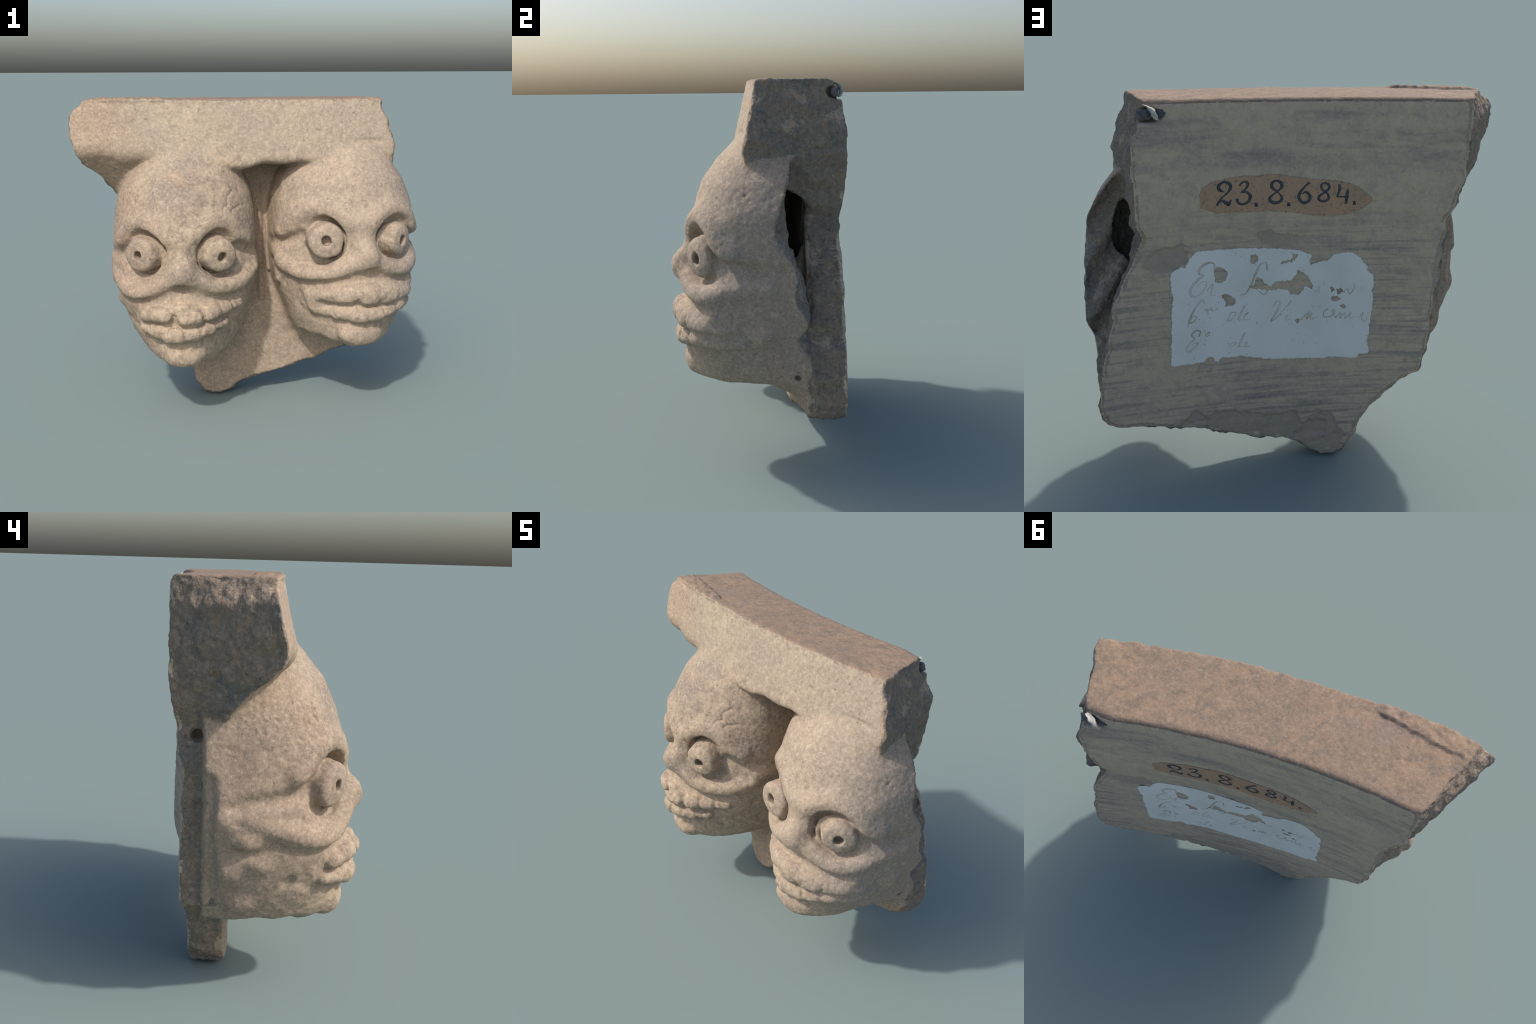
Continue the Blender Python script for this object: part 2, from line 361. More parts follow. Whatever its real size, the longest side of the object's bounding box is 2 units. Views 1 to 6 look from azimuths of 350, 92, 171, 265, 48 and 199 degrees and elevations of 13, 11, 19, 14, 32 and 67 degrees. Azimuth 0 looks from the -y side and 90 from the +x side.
# ------------------------------------------------------------------ union
BODY = np.maximum(np.maximum(smin(WALL, RIM, .03), back), EDGE)
HEADL = np.full((NX, NY, NZ), 9.0, np.float32); HEADL[HL.sl] = HL.f
HEADR = np.full((NX, NY, NZ), 9.0, np.float32); HEADR[HR.sl] = HR.f
BODY = smin(BODY, HEADL, .022 + .015 * sstep(-.55, -.72, X))
kR = .022 + .05 * sstep(.75, .45, Z)                  # soft fillet under the right head
BODY = smin(BODY, HEADR, kR)

def carve(centre, radii, k=.008):
    global BODY
    c = np.array(centre); r = np.array(radii)
    lo = c - r - .04; hi = c + r + .04
    sl = tuple(slice(*np.searchsorted(g, [a, b])) for g, a, b in zip((gx, gy, gz), lo, hi))
    a = (gx[sl[0]][:, None, None] - c[0]) / r[0]; b = (gy[sl[1]][None, :, None] - c[1]) / r[1]; d = (gz[sl[2]][None, None, :] - c[2]) / r[2]
    s = (np.sqrt(a * a + b * b + d * d) - 1) * r.min()
    BODY[sl] = smax(BODY[sl], -s, k)

carve((.69, .43, 1.81), (.12, .075, .055), .03)
carve((.665, .395, 1.748), (.072, .085, .036))        # spalled cavity at the inner rim corner
carve((.735, .39, 1.755), (.05, .05, .03), .02)
carve((-.71, .298, 1.205), (.08, .026, .026))         # bored hole in the broken side
carve((-.86, .237, 1.455), (.05, .014, .03))
carve((.83, .346, .99), (.03, .018, .02))
carve((.90, .20, .50), (.02, .016, .016))

# ------------------------------------------------------------------ surface nets
def surface_nets(V):
    ins = V < 0
    c = np.zeros((NX - 1, NY - 1, NZ - 1), np.uint8)
    offs = [(a, b, d) for a in (0, 1) for b in (0, 1) for d in (0, 1)]
    for a, b, d in offs:
        c += ins[a:NX - 1 + a, b:NY - 1 + b, d:NZ - 1 + d]
    act = np.argwhere((c > 0) & (c < 8))
    idx = np.full(c.shape, -1, np.int32)
    idx[act[:, 0], act[:, 1], act[:, 2]] = np.arange(len(act))
    val = {o: V[act[:, 0] + o[0], act[:, 1] + o[1], act[:, 2] + o[2]] for o in offs}
    acc = np.zeros((len(act), 3)); cnt = np.zeros(len(act))
    for o in offs:
        for ax in range(3):
            if o[ax]: continue
            o2 = list(o); o2[ax] = 1; o2 = tuple(o2)
            va, vb = val[o], val[o2]
            m = (va < 0) != (vb < 0)
            t = np.where(m, va / np.where(m, va - vb, 1), 0)
            p = np.tile(np.array(o, float), (len(act), 1)); p[:, ax] += t
            acc[m] += p[m]; cnt[m] += 1
    verts = (act + acc / cnt[:, None]) * VOX + np.array([gx[0], gy[0], gz[0]])
    quads = []
    for ax in range(3):
        a = [slice(1, -1)] * 3; a[ax] = slice(0, -1)
        b = [slice(1, -1)] * 3; b[ax] = slice(1, None)
        A = ins[tuple(a)]; B = ins[tuple(b)]
        e = np.argwhere(A != B)
        up = A[e[:, 0], e[:, 1], e[:, 2]]
        base = e.copy(); o = [1, 1, 1]; o[ax] = 0; base += np.array(o)
        u1, u2 = [(1, 2), (2, 0), (0, 1)][ax]
        def cell(du, dv):
            q = base.copy(); q[:, u1] -= du; q[:, u2] -= dv
            return idx[q[:, 0], q[:, 1], q[:, 2]]
        q = np.stack([cell(1, 1), cell(0, 1), cell(0, 0), cell(1, 0)], 1)
        q[~up] = q[~up][:, ::-1]
        quads.append(q)
    return verts, np.vstack(quads)

V, Fq = surface_nets(BODY)
# keep the largest connected shell
lab = np.arange(len(V))
while True:
    m = lab[Fq].min(1); new = lab.copy()
    for k in range(4): np.minimum.at(new, Fq[:, k], m)
    new = new[new]
    if (new == lab).all(): break
    lab = new
main = np.bincount(lab).argmax()
keep = lab == main
Fq = Fq[keep[Fq[:, 0]]]
remap = np.cumsum(keep) - 1
V = V[keep]; Fq = remap[Fq]

def vnormals(V, F):
    n = np.cross(V[F[:, 2]] - V[F[:, 0]], V[F[:, 3]] - V[F[:, 1]])
    out = np.zeros_like(V)
    for k in range(4): np.add.at(out, F[:, k], n)
    return out / np.maximum(np.linalg.norm(out, axis=1), 1e-12)[:, None]

def relax(V, F, it, lam):
    for _ in range(it):
        s = np.zeros_like(V); c = np.zeros(len(V))
        for k in range(4):
            a, b = F[:, k], F[:, (k + 1) % 4]
            np.add.at(s, a, V[b]); np.add.at(c, a, 1)
            np.add.at(s, b, V[a]); np.add.at(c, b, 1)
        V = V + lam * (s / c[:, None] - V)
    return V
V = relax(V, Fq, 2, 0.35)
N = vnormals(V, Fq)

def sample(vol, P, fill=9.0):
    i = np.clip(np.rint((P - np.array([gx[0], gy[0], gz[0]])) / VOX).astype(int), 0, np.array(vol.shape) - 1)
    return vol[i[:, 0], i[:, 1], i[:, 2]]

def sample_box(vol, sl, P):
    full = np.full(len(P), 9.0)
    o = np.array([gx[sl[0].start], gy[sl[1].start], gz[sl[2].start]])
    i = np.rint((P - o) / VOX).astype(int)
    ok = ((i >= 0) & (i < np.array(vol.shape))).all(1)
    full[ok] = vol[i[ok, 0], i[ok, 1], i[ok, 2]]
    return full

# ------------------------------------------------------------------ what each spot is
# flake scars on the inner face: x, z, half sizes, depth, tilt
SCARS = [(.10, 1.165, .105, .035, .006, .1), (.60, 1.10, .12, .055, .007, -.2), (.18, .215, .33, .075, .008, .16),
         (-.12, .12, .12, .12, .006, 0), (-.70, 1.0, .06, .25, .006, 0)]

def classify(Pt, Nn):
    """0 outer clay, 1 broken edge, 2 inner face, 3 rim top."""
    hl, hr = sample(HEADL, Pt), sample(HEADR, Pt)
    wl = np.minimum(sample(WALL, Pt), sample(RIM, Pt))
    ed = sample(EDGE, Pt)
    head = np.minimum(hl, hr) < wl
    kind = np.zeros(len(Pt), int)
    jit = 0.006 * fbm(Pt, 14, 3)
    kind[(ed > -.016 + jit) & ~head] = 1
    kind[(sample_box(np.abs(CUT), HR.sl, Pt) < .018) & (hr < wl) & (Pt[:, 0] > .76) & (Pt[:, 2] < 1.46)] = 1
    kind[(sample_box(hollow, HR.sl, Pt) < .012) & (hr < wl + .02)] = 1
    inner = (Pt[:, 1] > y_back(Pt[:, 0], Pt[:, 2]) - .02 + jit) & (ed < -.010 + jit) & (Pt[:, 2] < 1.79)
    kind[inner & ~head] = 2
    kind[(Pt[:, 2] > 1.786 + .3 * jit) & (Nn[:, 2] > .45) & ~head & (ed < -.008 + jit)] = 3
    tone = kind.copy()
    wob = .5 * fbm(Pt, 22, 3)
    rub = np.abs(ed + .023) < .004 + .026 * wob
    tone[rub & ~head & (kind != 3)] = 4
    for (cx, cz, rx, rz, _, tilt) in SCARS:
        m = np.nonzero((kind == 2) & (np.abs(Pt[:, 0] - cx) < 2.2 * rx) & (np.abs(Pt[:, 2] - cz) < 2.2 * rz + .06))[0]
        a, b = Pt[m, 0] - cx, Pt[m, 2] - cz - tilt * (Pt[m, 0] - cx)
        r = np.sqrt((a / rx) ** 2 + (b / rz) ** 2) + .75 * fbm(Pt[m], 13, 3)
        tone[m[r < 1]] = 5
    return kind, hl, hr, wl, ed, tone

kind, hl, hr, wl, ed, _ = classify(V, N)

# ------------------------------------------------------------------ relief in code
LABEL_A = np.array([-5.2525e-04, -3.062e-06, .83983]); LABEL_B = np.array([-3.364e-05, -5.5622e-04, 1.16539])
NUM_A = np.array([-4.0763e-04, -7.447e-06, .59207]); NUM_B = np.array([-1.3344e-05, -4.1184e-04, 1.52856])
x, y, z = V.T
calm = ((x > -.42) & (x < .66) & (z > .55) & (z < 1.20)) | ((x > -.38) & (x < .48) & (z > 1.26) & (z < 1.52))
calm = calm & (kind == 2)

outer = (kind == 0); broken = (kind == 1); inner = (kind == 2); top = (kind == 3)
soft = lambda m: relax(np.repeat(m.astype(float)[:, None], 3, 1), Fq, 4, .5)[:, 0]
w_out, w_brk, w_in, w_top = soft(outer), soft(broken), soft(inner), soft(top)
w_calm = soft(calm)

disp = w_out * (.0045 * fbm_on(w_out, V, 6, 3) + .0027 * fbm_on(w_out, V, 28, 3))
disp += w_brk * (.016 * fbm_on(w_brk, V, 8, 3) + .010 * fbm_on(w_brk, V, 26, 3, .55) - .005)
disp += w_brk * -.010 * np.maximum(perlin(V * 16 + 5) - .25, 0) * 4 * .5
streak = fbm_on(w_in, V * np.array([2.2, 2.2, 34.0]) + np.array([0, 0, 1.2])[None] * x[:, None], 1.0, 3)
disp += w_in * (1 - w_calm) * (.0035 * streak * sstep(1.25, 1.05, z) + .0025 * fbm_on(w_in, V, 20, 3))
disp += w_top * (.003 * fbm_on(w_top, V, 10, 3) + .0012 * fbm_on(w_top, V, 60, 2))
# step along the inner band below the rim
disp += w_in * .003 * sstep(1.615, 1.63, z)
# flake scars on the inner face: shallow recesses with a ragged edge
ragged_edge = fbm_on(w_in, V, 13, 3)
def scar(cx, cz, rx, rz, depth, tilt=0.0):
    global disp
    a, b = x - cx, z - cz - tilt * (x - cx)
    r = np.sqrt((a / rx) ** 2 + (b / rz) ** 2) + .75 * ragged_edge
    disp -= w_in * depth * sstep(1.04, .96, r)
for sc_ in SCARS: scar(*sc_)
# chipped ridge on the rim top near its front left edge
def along(p0, p1, pts):
    e = np.array(p1) - p0; t = np.clip(((pts - p0) @ e) / (e @ e), 0, 1)
    return np.linalg.norm(pts - p0 - t[:, None] * e, axis=1), t
ahead = (.015 - .26 * (x + .46) - y) + .02 * fbm_on(w_top, V, 16, 3)
patch = sstep(.0, .012, ahead) * sstep(-.44, -.50, x + .05 * fbm_on(w_top, V, 12, 2)) * sstep(-.96, -.80, x)
disp += w_top * patch * (.011 + .010 * fbm_on(w_top, V, 22, 3))
# worn front edge of the rim
edge_front = np.exp(-(((y - (-.058 + .118 * x * x)) / .03) ** 2 + ((z - 1.795) / .03) ** 2))
disp += edge_front * (.010 * fbm_on(edge_front, V, 18, 3) - .003)

# cracks, pits and tool marks on the heads
def groove(pts, width, depth):
    global disp
    c = catmull(pts, 5)
    lo, hi = c.min(0) - .06, c.max(0) + .06
    m = np.nonzero(((V > lo) & (V < hi)).all(1))[0]
    if not len(m): return
    Q = V[m] + .006 * np.stack([fbm(V[m], 30, 2), fbm(V[m] + 5, 30, 2), fbm(V[m] + 9, 30, 2)], 1)
    d = np.full(len(m), 9.0)
    for i in range(len(c) - 1):
        e = c[i + 1] - c[i]; t = np.clip(((Q - c[i]) @ e) / (e @ e + 1e-12), 0, 1)
        d = np.minimum(d, np.linalg.norm(Q - c[i] - t[:, None] * e, axis=1))
    disp[m] -= depth * np.exp(-(d / width) ** 2)

def world(h, u, z, off=0.0):
    p = h.P(u, z, off)
    w = np.array(h.c) + h.U * p[0] + h.F * p[1]
    return np.array([w[0], w[1], z])

for path in [[(.16, 1.165), (.175, 1.195), (.215, 1.205), (.225, 1.235), (.25, 1.25)],
             [(.25, 1.25), (.245, 1.29), (.27, 1.32)],
             [(.215, 1.205), (.26, 1.195), (.285, 1.17), (.30, 1.13)],
             [(.26, 1.195), (.275, 1.225), (.31, 1.235)],
             [(.30, 1.16), (.33, 1.14), (.335, 1.09)],
             [(.24, 1.17), (.262, 1.145), (.258, 1.12)],
             [(-.29, 1.26), (-.27, 1.22), (-.28, 1.18)],
             [(-.33, 1.20), (-.30, 1.17), (-.31, 1.13)],
             [(-.24, 1.33), (-.26, 1.29), (-.25, 1.26)]]:
    groove([world(HL, u, zz) for u, zz in path], .0065, .0055)
for u0, zz in [(-.205, 1.185), (-.19, 1.165)]:
    groove([world(HL, u0, zz), world(HL, u0 + .012, zz - .02), world(HL, u0 + .018, zz - .035)], .010, .010)
for u0, zz, n in [(-.02, 1.235, 5)]:
    groove([world(HR, u0 - .03, zz + .03), world(HR, u0, zz), world(HR, u0 + .02, zz - .03)], .006, .005)
for path in [[(-.155, .735), (-.115, .74), (-.1, .72)], [(-.03, .72), (-.022, .69), (-.028, .665)], [(.11, .715), (.112, .685), (.1, .66)], [(.10, .725), (.15, .735), (.19, .72), (.20, .70)],
             [(-.085, .61), (-.09, .58), (-.075, .55), (-.03, .53)], [(.01, .605), (.012, .58), (.005, .56)], [(.085, .61), (.092, .585)], [(.17, .63), (.18, .60)], [(-.20, .62), (-.165, .60)]]:
    groove([world(HL, u, zz, .035) for u, zz in path], .009, .008)
for path in [[(-.025, .66), (-.022, .635), (-.028, .61)], [(-.21, .675), (-.2, .65)], [(-.14, .67), (-.145, .64), (-.13, .61)], [(.11, .665), (.105, .635)], [(.195, .675), (.19, .65), (.2, .63)],
             [(.20, .745), (.205, .72), (.195, .70)], [(.08, .80), (.09, .77), (.085, .74)], [(-.16, .75), (-.15, .72)]]:
    groove([world(HR, u, zz, .035) for u, zz in path], .009, .006)
# puckered lips
for h, zc in ((HL, .63), (HR, .69)):
    dd = V[:, :2] - np.array(h.c); u = dd @ h.U; q = dd @ h.F
    m = np.nonzero((np.abs(u) < .31) & (np.abs(z - zc) < .12) & (q > .05))[0]
    w = sstep(.31, .25, np.abs(u[m])) * sstep(.12, .08, np.abs(z[m] - zc))
    disp[m] += w * (.005 * fbm(V[m] * np.array([1.5, 1.5, 1.0]), 16, 3))
# crackled skin at the brow ends
def crackle(h, u0, u1, z0, z1, depth):
    dd = V[:, :2] - np.array(h.c); u = dd @ h.U; q = dd @ h.F
    m = np.nonzero((u > u0 - .05) & (u < u1 + .05) & (z > z0 - .05) & (z < z1 + .05) & (q > -.15))[0]
    w = sstep(u0 - .05, u0 + .03, u[m]) * sstep(u1 + .05, u1 - .03, u[m]) * sstep(z0 - .05, z0 + .03, z[m]) * sstep(z1 + .05, z1 - .03, z[m])
    n = fbm(V[m], 17, 2); g = np.clip(fbm(V[m] + 3.3, 9, 2) + .55, 0, 1)
    disp[m] -= depth * w * g * np.exp(-(n / .05) ** 2)
    disp[m] += .4 * depth * w * fbm(V[m], 45, 2)
crackle(HL, .17, .36, 1.05, 1.34, .002)
crackle(HL, -.38, -.20, 1.06, 1.36, .004)
crackle(HR, -.38, .30, 1.2, 1.42, .0025)
crackle(HL, -.2, .2, 1.12, 1.45, .002)
# pits
prng = np.random.default_rng(5)
outer_ids = np.nonzero((w_out > .95) & (np.minimum(hl, hr) < wl) & (z > 1.05))[0]
for i in prng.choice(outer_ids, 150, replace=False):
    d2 = ((V - V[i]) ** 2).sum(1)
    r = prng.uniform(.004, .009)
    disp -= prng.uniform(.002, .006) * np.exp(-d2 / r ** 2)
# vertical modelling ridges in the gap between the heads
for xr, z0, z1, w, hgt in [(.072, 1.17, .62, .020, .020), (.125, 1.08, .80, .016, .016)]:
    d, t = along(np.array([xr, .15, z0]), np.array([xr + .01, .15, z1]), V)
    disp += w_out * (y > .02) * hgt * np.exp(-(d / w) ** 4) * sstep(0, .05, t + .03)
# crease line on the rim above the right head
groove([np.array([.60, -.075, 1.575]), np.array([.70, -.055, 1.575]), np.array([.77, -.03, 1.555]), np.array([.83, .01, 1.51])], .012, .008)

V = V + N * disp[:, None]
V = relax(V, Fq, 1, .15)
V[:, 2] -= V[:, 2].min()
N = vnormals(V, Fq)

# ------------------------------------------------------------------ materials
def clay(name, cols, scale, speck, streaks=None, bump=.35, blot=None, extra=None):
    """Procedural fired clay: mottled ground, coarse grit, fine grain."""
    m = bpy.data.materials.new(name); m.use_nodes = True
    nt = m.node_tree; nd = nt.nodes; L = nt.links
    b = nd['Principled BSDF']; b.inputs['Roughness'].default_value = .88
    b.inputs['Specular IOR Level'].default_value = .25
    tc = nd.new('ShaderNodeTexCoord')
    def noise(s, detail=4, rough=.6, vec=None, dist=0.0):
        n = nd.new('ShaderNodeTexNoise'); n.inputs['Scale'].default_value = s
        n.inputs['Detail'].default_value = detail; n.inputs['Roughness'].default_value = rough
        n.inputs['Distortion'].default_value = dist
        L.new(vec or tc.outputs['Object'], n.inputs['Vector']); return n.outputs['Fac']
    def ramp(f, a, c):
        r = nd.new('ShaderNodeMapRange'); r.inputs['From Min'].default_value = a; r.inputs['From Max'].default_value = c
        L.new(f, r.inputs['Value']); return r.outputs['Result']
    def mix(f, a, c, mode='MIX'):
        n = nd.new('ShaderNodeMix'); n.data_type = 'RGBA'; n.blend_type = mode
        if isinstance(f, float): n.inputs[0].default_value = f
        else: L.new(f, n.inputs[0])
        for v, k in ((a, 6), (c, 7)):
            if isinstance(v, tuple): n.inputs[k].default_value = (*v, 1)
            else: L.new(v, n.inputs[k])
        return n.outputs[2]
    def scaled(f, k):
        n = nd.new('ShaderNodeMath'); n.operation = 'MULTIPLY'; n.inputs[1].default_value = k
        L.new(f, n.inputs[0]); return n.outputs[0]
    def stretched(sx, sy, sz, rot=0.0):
        n = nd.new('ShaderNodeMapping'); n.inputs['Scale'].default_value = (sx, sy, sz)
        n.inputs['Rotation'].default_value = (0, rot, 0)
        L.new(tc.outputs['Object'], n.inputs['Vector']); return n.outputs['Vector']
    col = mix(ramp(noise(scale, 6, .7), .40, .60), cols[0], cols[1])
    col = mix(ramp(noise(scale * 4.7, 6, .75, dist=.5), .46, .62), col, cols[2])
    if blot:
        for (bs, lo, hi, bc) in blot:
            col = mix(ramp(noise(bs, 3, .6), lo, hi), col, bc)
    for (axis, lo, hi, sc, amt_, sc_col) in (extra or []):
        sp = nd.new('ShaderNodeSeparateXYZ'); L.new(tc.outputs['Object'], sp.inputs[0])
        w_ = nd.new('ShaderNodeMath'); w_.operation = 'MULTIPLY_ADD'; w_.inputs[1].default_value = .45
        L.new(noise(sc, 5, .65), w_.inputs[0]); L.new(sp.outputs[axis], w_.inputs[2])
        col = mix(scaled(ramp(w_.outputs[0], lo + .225, hi + .225), amt_), col, sc_col)
    bh = noise(90, 4, .7)
    if streaks:
        v = stretched(1.6, 1.6, 30, streaks[2])
        sf = ramp(noise(1.0, 5, .62, vec=v), .47, .62)
        gate = ramp(noise(2.2, 3, .6), .36, .56)
        sep = nd.new('ShaderNodeSeparateXYZ'); L.new(tc.outputs['Object'], sep.inputs[0])
        low = ramp(sep.outputs['Z'], 1.34, 1.12)
        g = nd.new('ShaderNodeMath'); g.operation = 'MULTIPLY'; L.new(sf, g.inputs[0]); L.new(gate, g.inputs[1])
        g2 = nd.new('ShaderNodeMath'); g2.operation = 'MULTIPLY'; L.new(g.outputs[0], g2.inputs[0]); L.new(low, g2.inputs[1])
        col = mix(scaled(g2.outputs[0], streaks[1]), col, streaks[0])
        sf2 = ramp(noise(1.0, 4, .6, vec=stretched(2.6, 2.6, 62, -.03)), .52, .64)
        g4 = nd.new('ShaderNodeMath'); g4.operation = 'MULTIPLY'; L.new(sf2, g4.inputs[0]); L.new(low, g4.inputs[1])
        col = mix(scaled(g4.outputs[0], .6), col, streaks[0])
        # grey smudged band under the rim
        n1 = ramp(noise(1.0, 5, .65, vec=stretched(1.3, 1.3, 9)), .46, .62)
        hi_ = ramp(sep.outputs['Z'], 1.45, 1.56)
        g3 = nd.new('ShaderNodeMath'); g3.operation = 'MULTIPLY'; L.new(n1, g3.inputs[0]); L.new(hi_, g3.inputs[1])
        col = mix(scaled(g3.outputs[0], .75), col, streaks[0])
    if speck:
        pale, dark, amt = speck
        col = mix(scaled(ramp(noise(34, 5, .75), .36, .66), .34 * amt), col, dark)
        col = mix(scaled(ramp(noise(60, 4, .75), .46, .74), .75 * amt), col, pale)
        col = mix(scaled(ramp(noise(48, 3, .65, dist=.3), .40, .28), .8 * amt), col, dark)
        col = mix(scaled(ramp(noise(150, 2, .6), .64, .70), .8 * amt), col, dark)
    L.new(col, b.inputs['Base Color'])
    bp = nd.new('ShaderNodeBump'); bp.inputs['Strength'].default_value = bump; bp.inputs['Distance'].default_value = .008
    h2 = noise(38, 5, .65)
    ad = nd.new('ShaderNodeMath'); ad.operation = 'ADD'; L.new(bh, ad.inputs[0]); L.new(h2, ad.inputs[1])
    L.new(ad.outputs[0], bp.inputs['Height']); L.new(bp.outputs['Normal'], b.inputs['Normal'])
    return m

MAT = [
    clay('buff_clay', [(.465, .362, .255), (.355, .277, .20), (.26, .20, .152)], 3.0, ((.60, .495, .38), (.12, .095, .08), .78), bump=.27,
         blot=[(2.1, .52, .66, (.26, .21, .17)), (4.0, .62, .76, (.35, .25, .175))],
         extra=[('X', .05, .30, 4.0, .45, (.37, .295, .23)), ('Z', 1.42, 1.56, 3.0, .5, (.42, .355, .26)),
                ('X', -.58, -.78, 4.0, .65, (.34, .24, .175)), ('X', .72, .95, 4.0, .6, (.30, .255, .22)), ('Y', -.02, .14, 5.0, .6, (.34, .255, .19))]),
    clay('broken_clay', [(.27, .21, .16), (.19, .165, .14), (.32, .23, .16)], 7.0, ((.42, .36, .29), (.07, .062, .058), .85), bump=.8,
         blot=[(3.5, .52, .7, (.17, .165, .165))]),
    clay('inner_clay', [(.58, .45, .31), (.53, .415, .295), (.44, .355, .265)], 3.0, ((.62, .54, .45), (.24, .20, .165), .55),
         streaks=((.245, .215, .195), .95, .04), bump=.35),
    clay('rim_top_clay', [(.31, .213, .143), (.255, .185, .135), (.20, .155, .12)], 3.2, ((.46, .36, .28), (.14, .105, .085), .6), bump=.35,
         blot=[(2.5, .56, .70, (.25, .19, .155))]),
    clay('worn_clay', [(.42, .31, .22), (.33, .26, .19), (.40, .275, .185)], 6.0, ((.52, .44, .34), (.15, .12, .10), .7), bump=.6),
    clay('scar_clay', [(.41, .335, .255), (.36, .30, .24), (.43, .34, .25)], 5.0, ((.45, .39, .33), (.17, .145, .13), .5), bump=.35),
]

# ------------------------------------------------------------------ split into named parts
FC = V[Fq].mean(1); FN = N[Fq].mean(1)
Pc = FC - 0.0
_, fhl, fhr, fwl, fed, fk = classify(FC, FN)
key = np.where(sample(RIM, FC) < sample(WALL, FC) + .004, 'rim', 'vessel_wall').astype('<U24')

def head_regions(h, store, tag, hv, brow_z, nose_z, lip_z):
    d = FC[:, :2] - np.array(h.c)
    u = d @ h.U; q = d @ h.F; zz = FC[:, 2]
    on = (hv < fwl) & (hv <= np.where(tag == 'L', fhr, fhl))
    key[on] = tag + ':head'
    face_on = on & (q > -.02)
    brow = brow_z + .03 * np.cos(np.clip((np.abs(u) - .2) / .15, -1, 1) * math.pi)
    key[on & (zz < brow)] = tag + ':cheek'
    key[face_on & (np.abs(u) < .02 + .06 * sstep(nose_z + .12, nose_z, zz)) & (zz > nose_z - .085) & (zz < brow + .02)] = tag + ':nose'
    key[face_on & (np.abs(u) < .31) & (zz < lip_z + .075) & (zz > lip_z - .115)] = tag + ':mouth'
    key[on & (zz <= lip_z - .115)] = tag + ':chin'
    for k, e in enumerate(store):
        key[(sample_box(e, h.sl, FC) < .007) & on] = f'{tag}:eye{k}'
head_regions(HL, eyesL, 'L', fhl, 1.07, .90, .64)
head_regions(HR, eyesR, 'R', fhr, 1.11, .945, .69)

root = bpy.data.objects.new('pottery_sherd', None)
bpy.context.scene.collection.objects.link(root)
root['label'] = 'broken buff clay vessel rim with two goggle-eyed grotesque heads'
root['category'] = 'pottery sherd'

def make(name, verts, faces, mats, parent, normals=None, mat_idx=None):
    me = bpy.data.meshes.new(name)
    me.from_pydata(verts.tolist() if hasattr(verts, 'tolist') else verts, [], faces.tolist() if hasattr(faces, 'tolist') else faces)
    for m in mats: me.materials.append(m)
    if mat_idx is not None: me.polygons.foreach_set('material_index', np.ascontiguousarray(mat_idx, dtype=np.int32))
    me.polygons.foreach_set('use_smooth', np.ones(len(me.polygons), bool))
    me.update()
    if normals is not None: me.normals_split_custom_set_from_vertices(normals.tolist())
    ob = bpy.data.objects.new(name, me)
    bpy.context.scene.collection.objects.link(ob)
    ob.parent = parent
    return ob

def region(k, name, parent):
    f = Fq[key == k]
    ids, inv = np.unique(f, return_inverse=True)
    return make(name, V[ids], inv.reshape(-1, 4), MAT, parent, N[ids], fk[key == k])

region('vessel_wall', 'vessel_wall', root)
region('rim', 'rim', root)
for tag in 'LR':
    hd = region(tag + ':head', 'head', root)
    for part in ('cheek', 'nose', 'mouth', 'chin'):
        region(f'{tag}:{part}', part, hd)
    for k in (0, 1):
        region(f'{tag}:eye{k}', 'eye', hd)

# ------------------------------------------------------------------ label, patch, ink
def plain(name, build, rough=.8):
    m = bpy.data.materials.new(name); m.use_nodes = True
    nt = m.node_tree; b = nt.nodes['Principled BSDF']; b.inputs['Roughness'].default_value = rough
    tc = nt.nodes.new('ShaderNodeTexCoord')
    prev = None
    for i, (s, lo, hi, ca, cb_) in enumerate(build):
        n = nt.nodes.new('ShaderNodeTexNoise'); n.inputs['Scale'].default_value = s; n.inputs['Detail'].default_value = 5
        nt.links.new(tc.outputs['Object'], n.inputs['Vector'])
        r = nt.nodes.new('ShaderNodeMapRange'); r.inputs['From Min'].default_value = lo; r.inputs['From Max'].default_value = hi
        nt.links.new(n.outputs['Fac'], r.inputs['Value'])
        x_ = nt.nodes.new('ShaderNodeMix'); x_.data_type = 'RGBA'
        nt.links.new(r.outputs['Result'], x_.inputs[0])
        if prev is None: x_.inputs[6].default_value = (*ca, 1)
        else: nt.links.new(prev, x_.inputs[6])
        x_.inputs[7].default_value = (*cb_, 1)
        prev = x_.outputs[2]
    nt.links.new(prev, b.inputs['Base Color'])
    return m

paper = plain('aged_paper', [(4, .4, .65, (.74, .73, .68), (.66, .66, .60)), (60, .66, .74, None, (.36, .31, .25))])
lacquer = plain('brown_lacquer', [(9, .4, .65, (.45, .275, .165), (.39, .25, .16)), (70, .54, .70, None, (.22, .15, .10))], .6)
ink = plain('black_ink', [(40, .45, .7, (.035, .042, .052), (.075, .078, .08))], .6)
faded = plain('faded_brown_ink', [(9, .36, .58, (.40, .34, .25), (.62, .59, .52))])
plaster = plain('white_plaster', [(30, .4, .65, (.56, .53, .48), (.36, .33, .30))])
cinder = plain('dark_inclusion', [(24, .4, .65, (.07, .07, .08), (.16, .15, .15))])

zoff = 0.0
def on_wall(A, B, uv, off):
    uv = np.asarray(uv, float)
    h = np.c_[uv, np.ones(len(uv))]
    xx = h @ A; zz = h @ B
    return np.c_[xx, y_back(xx, zz) + off, zz]

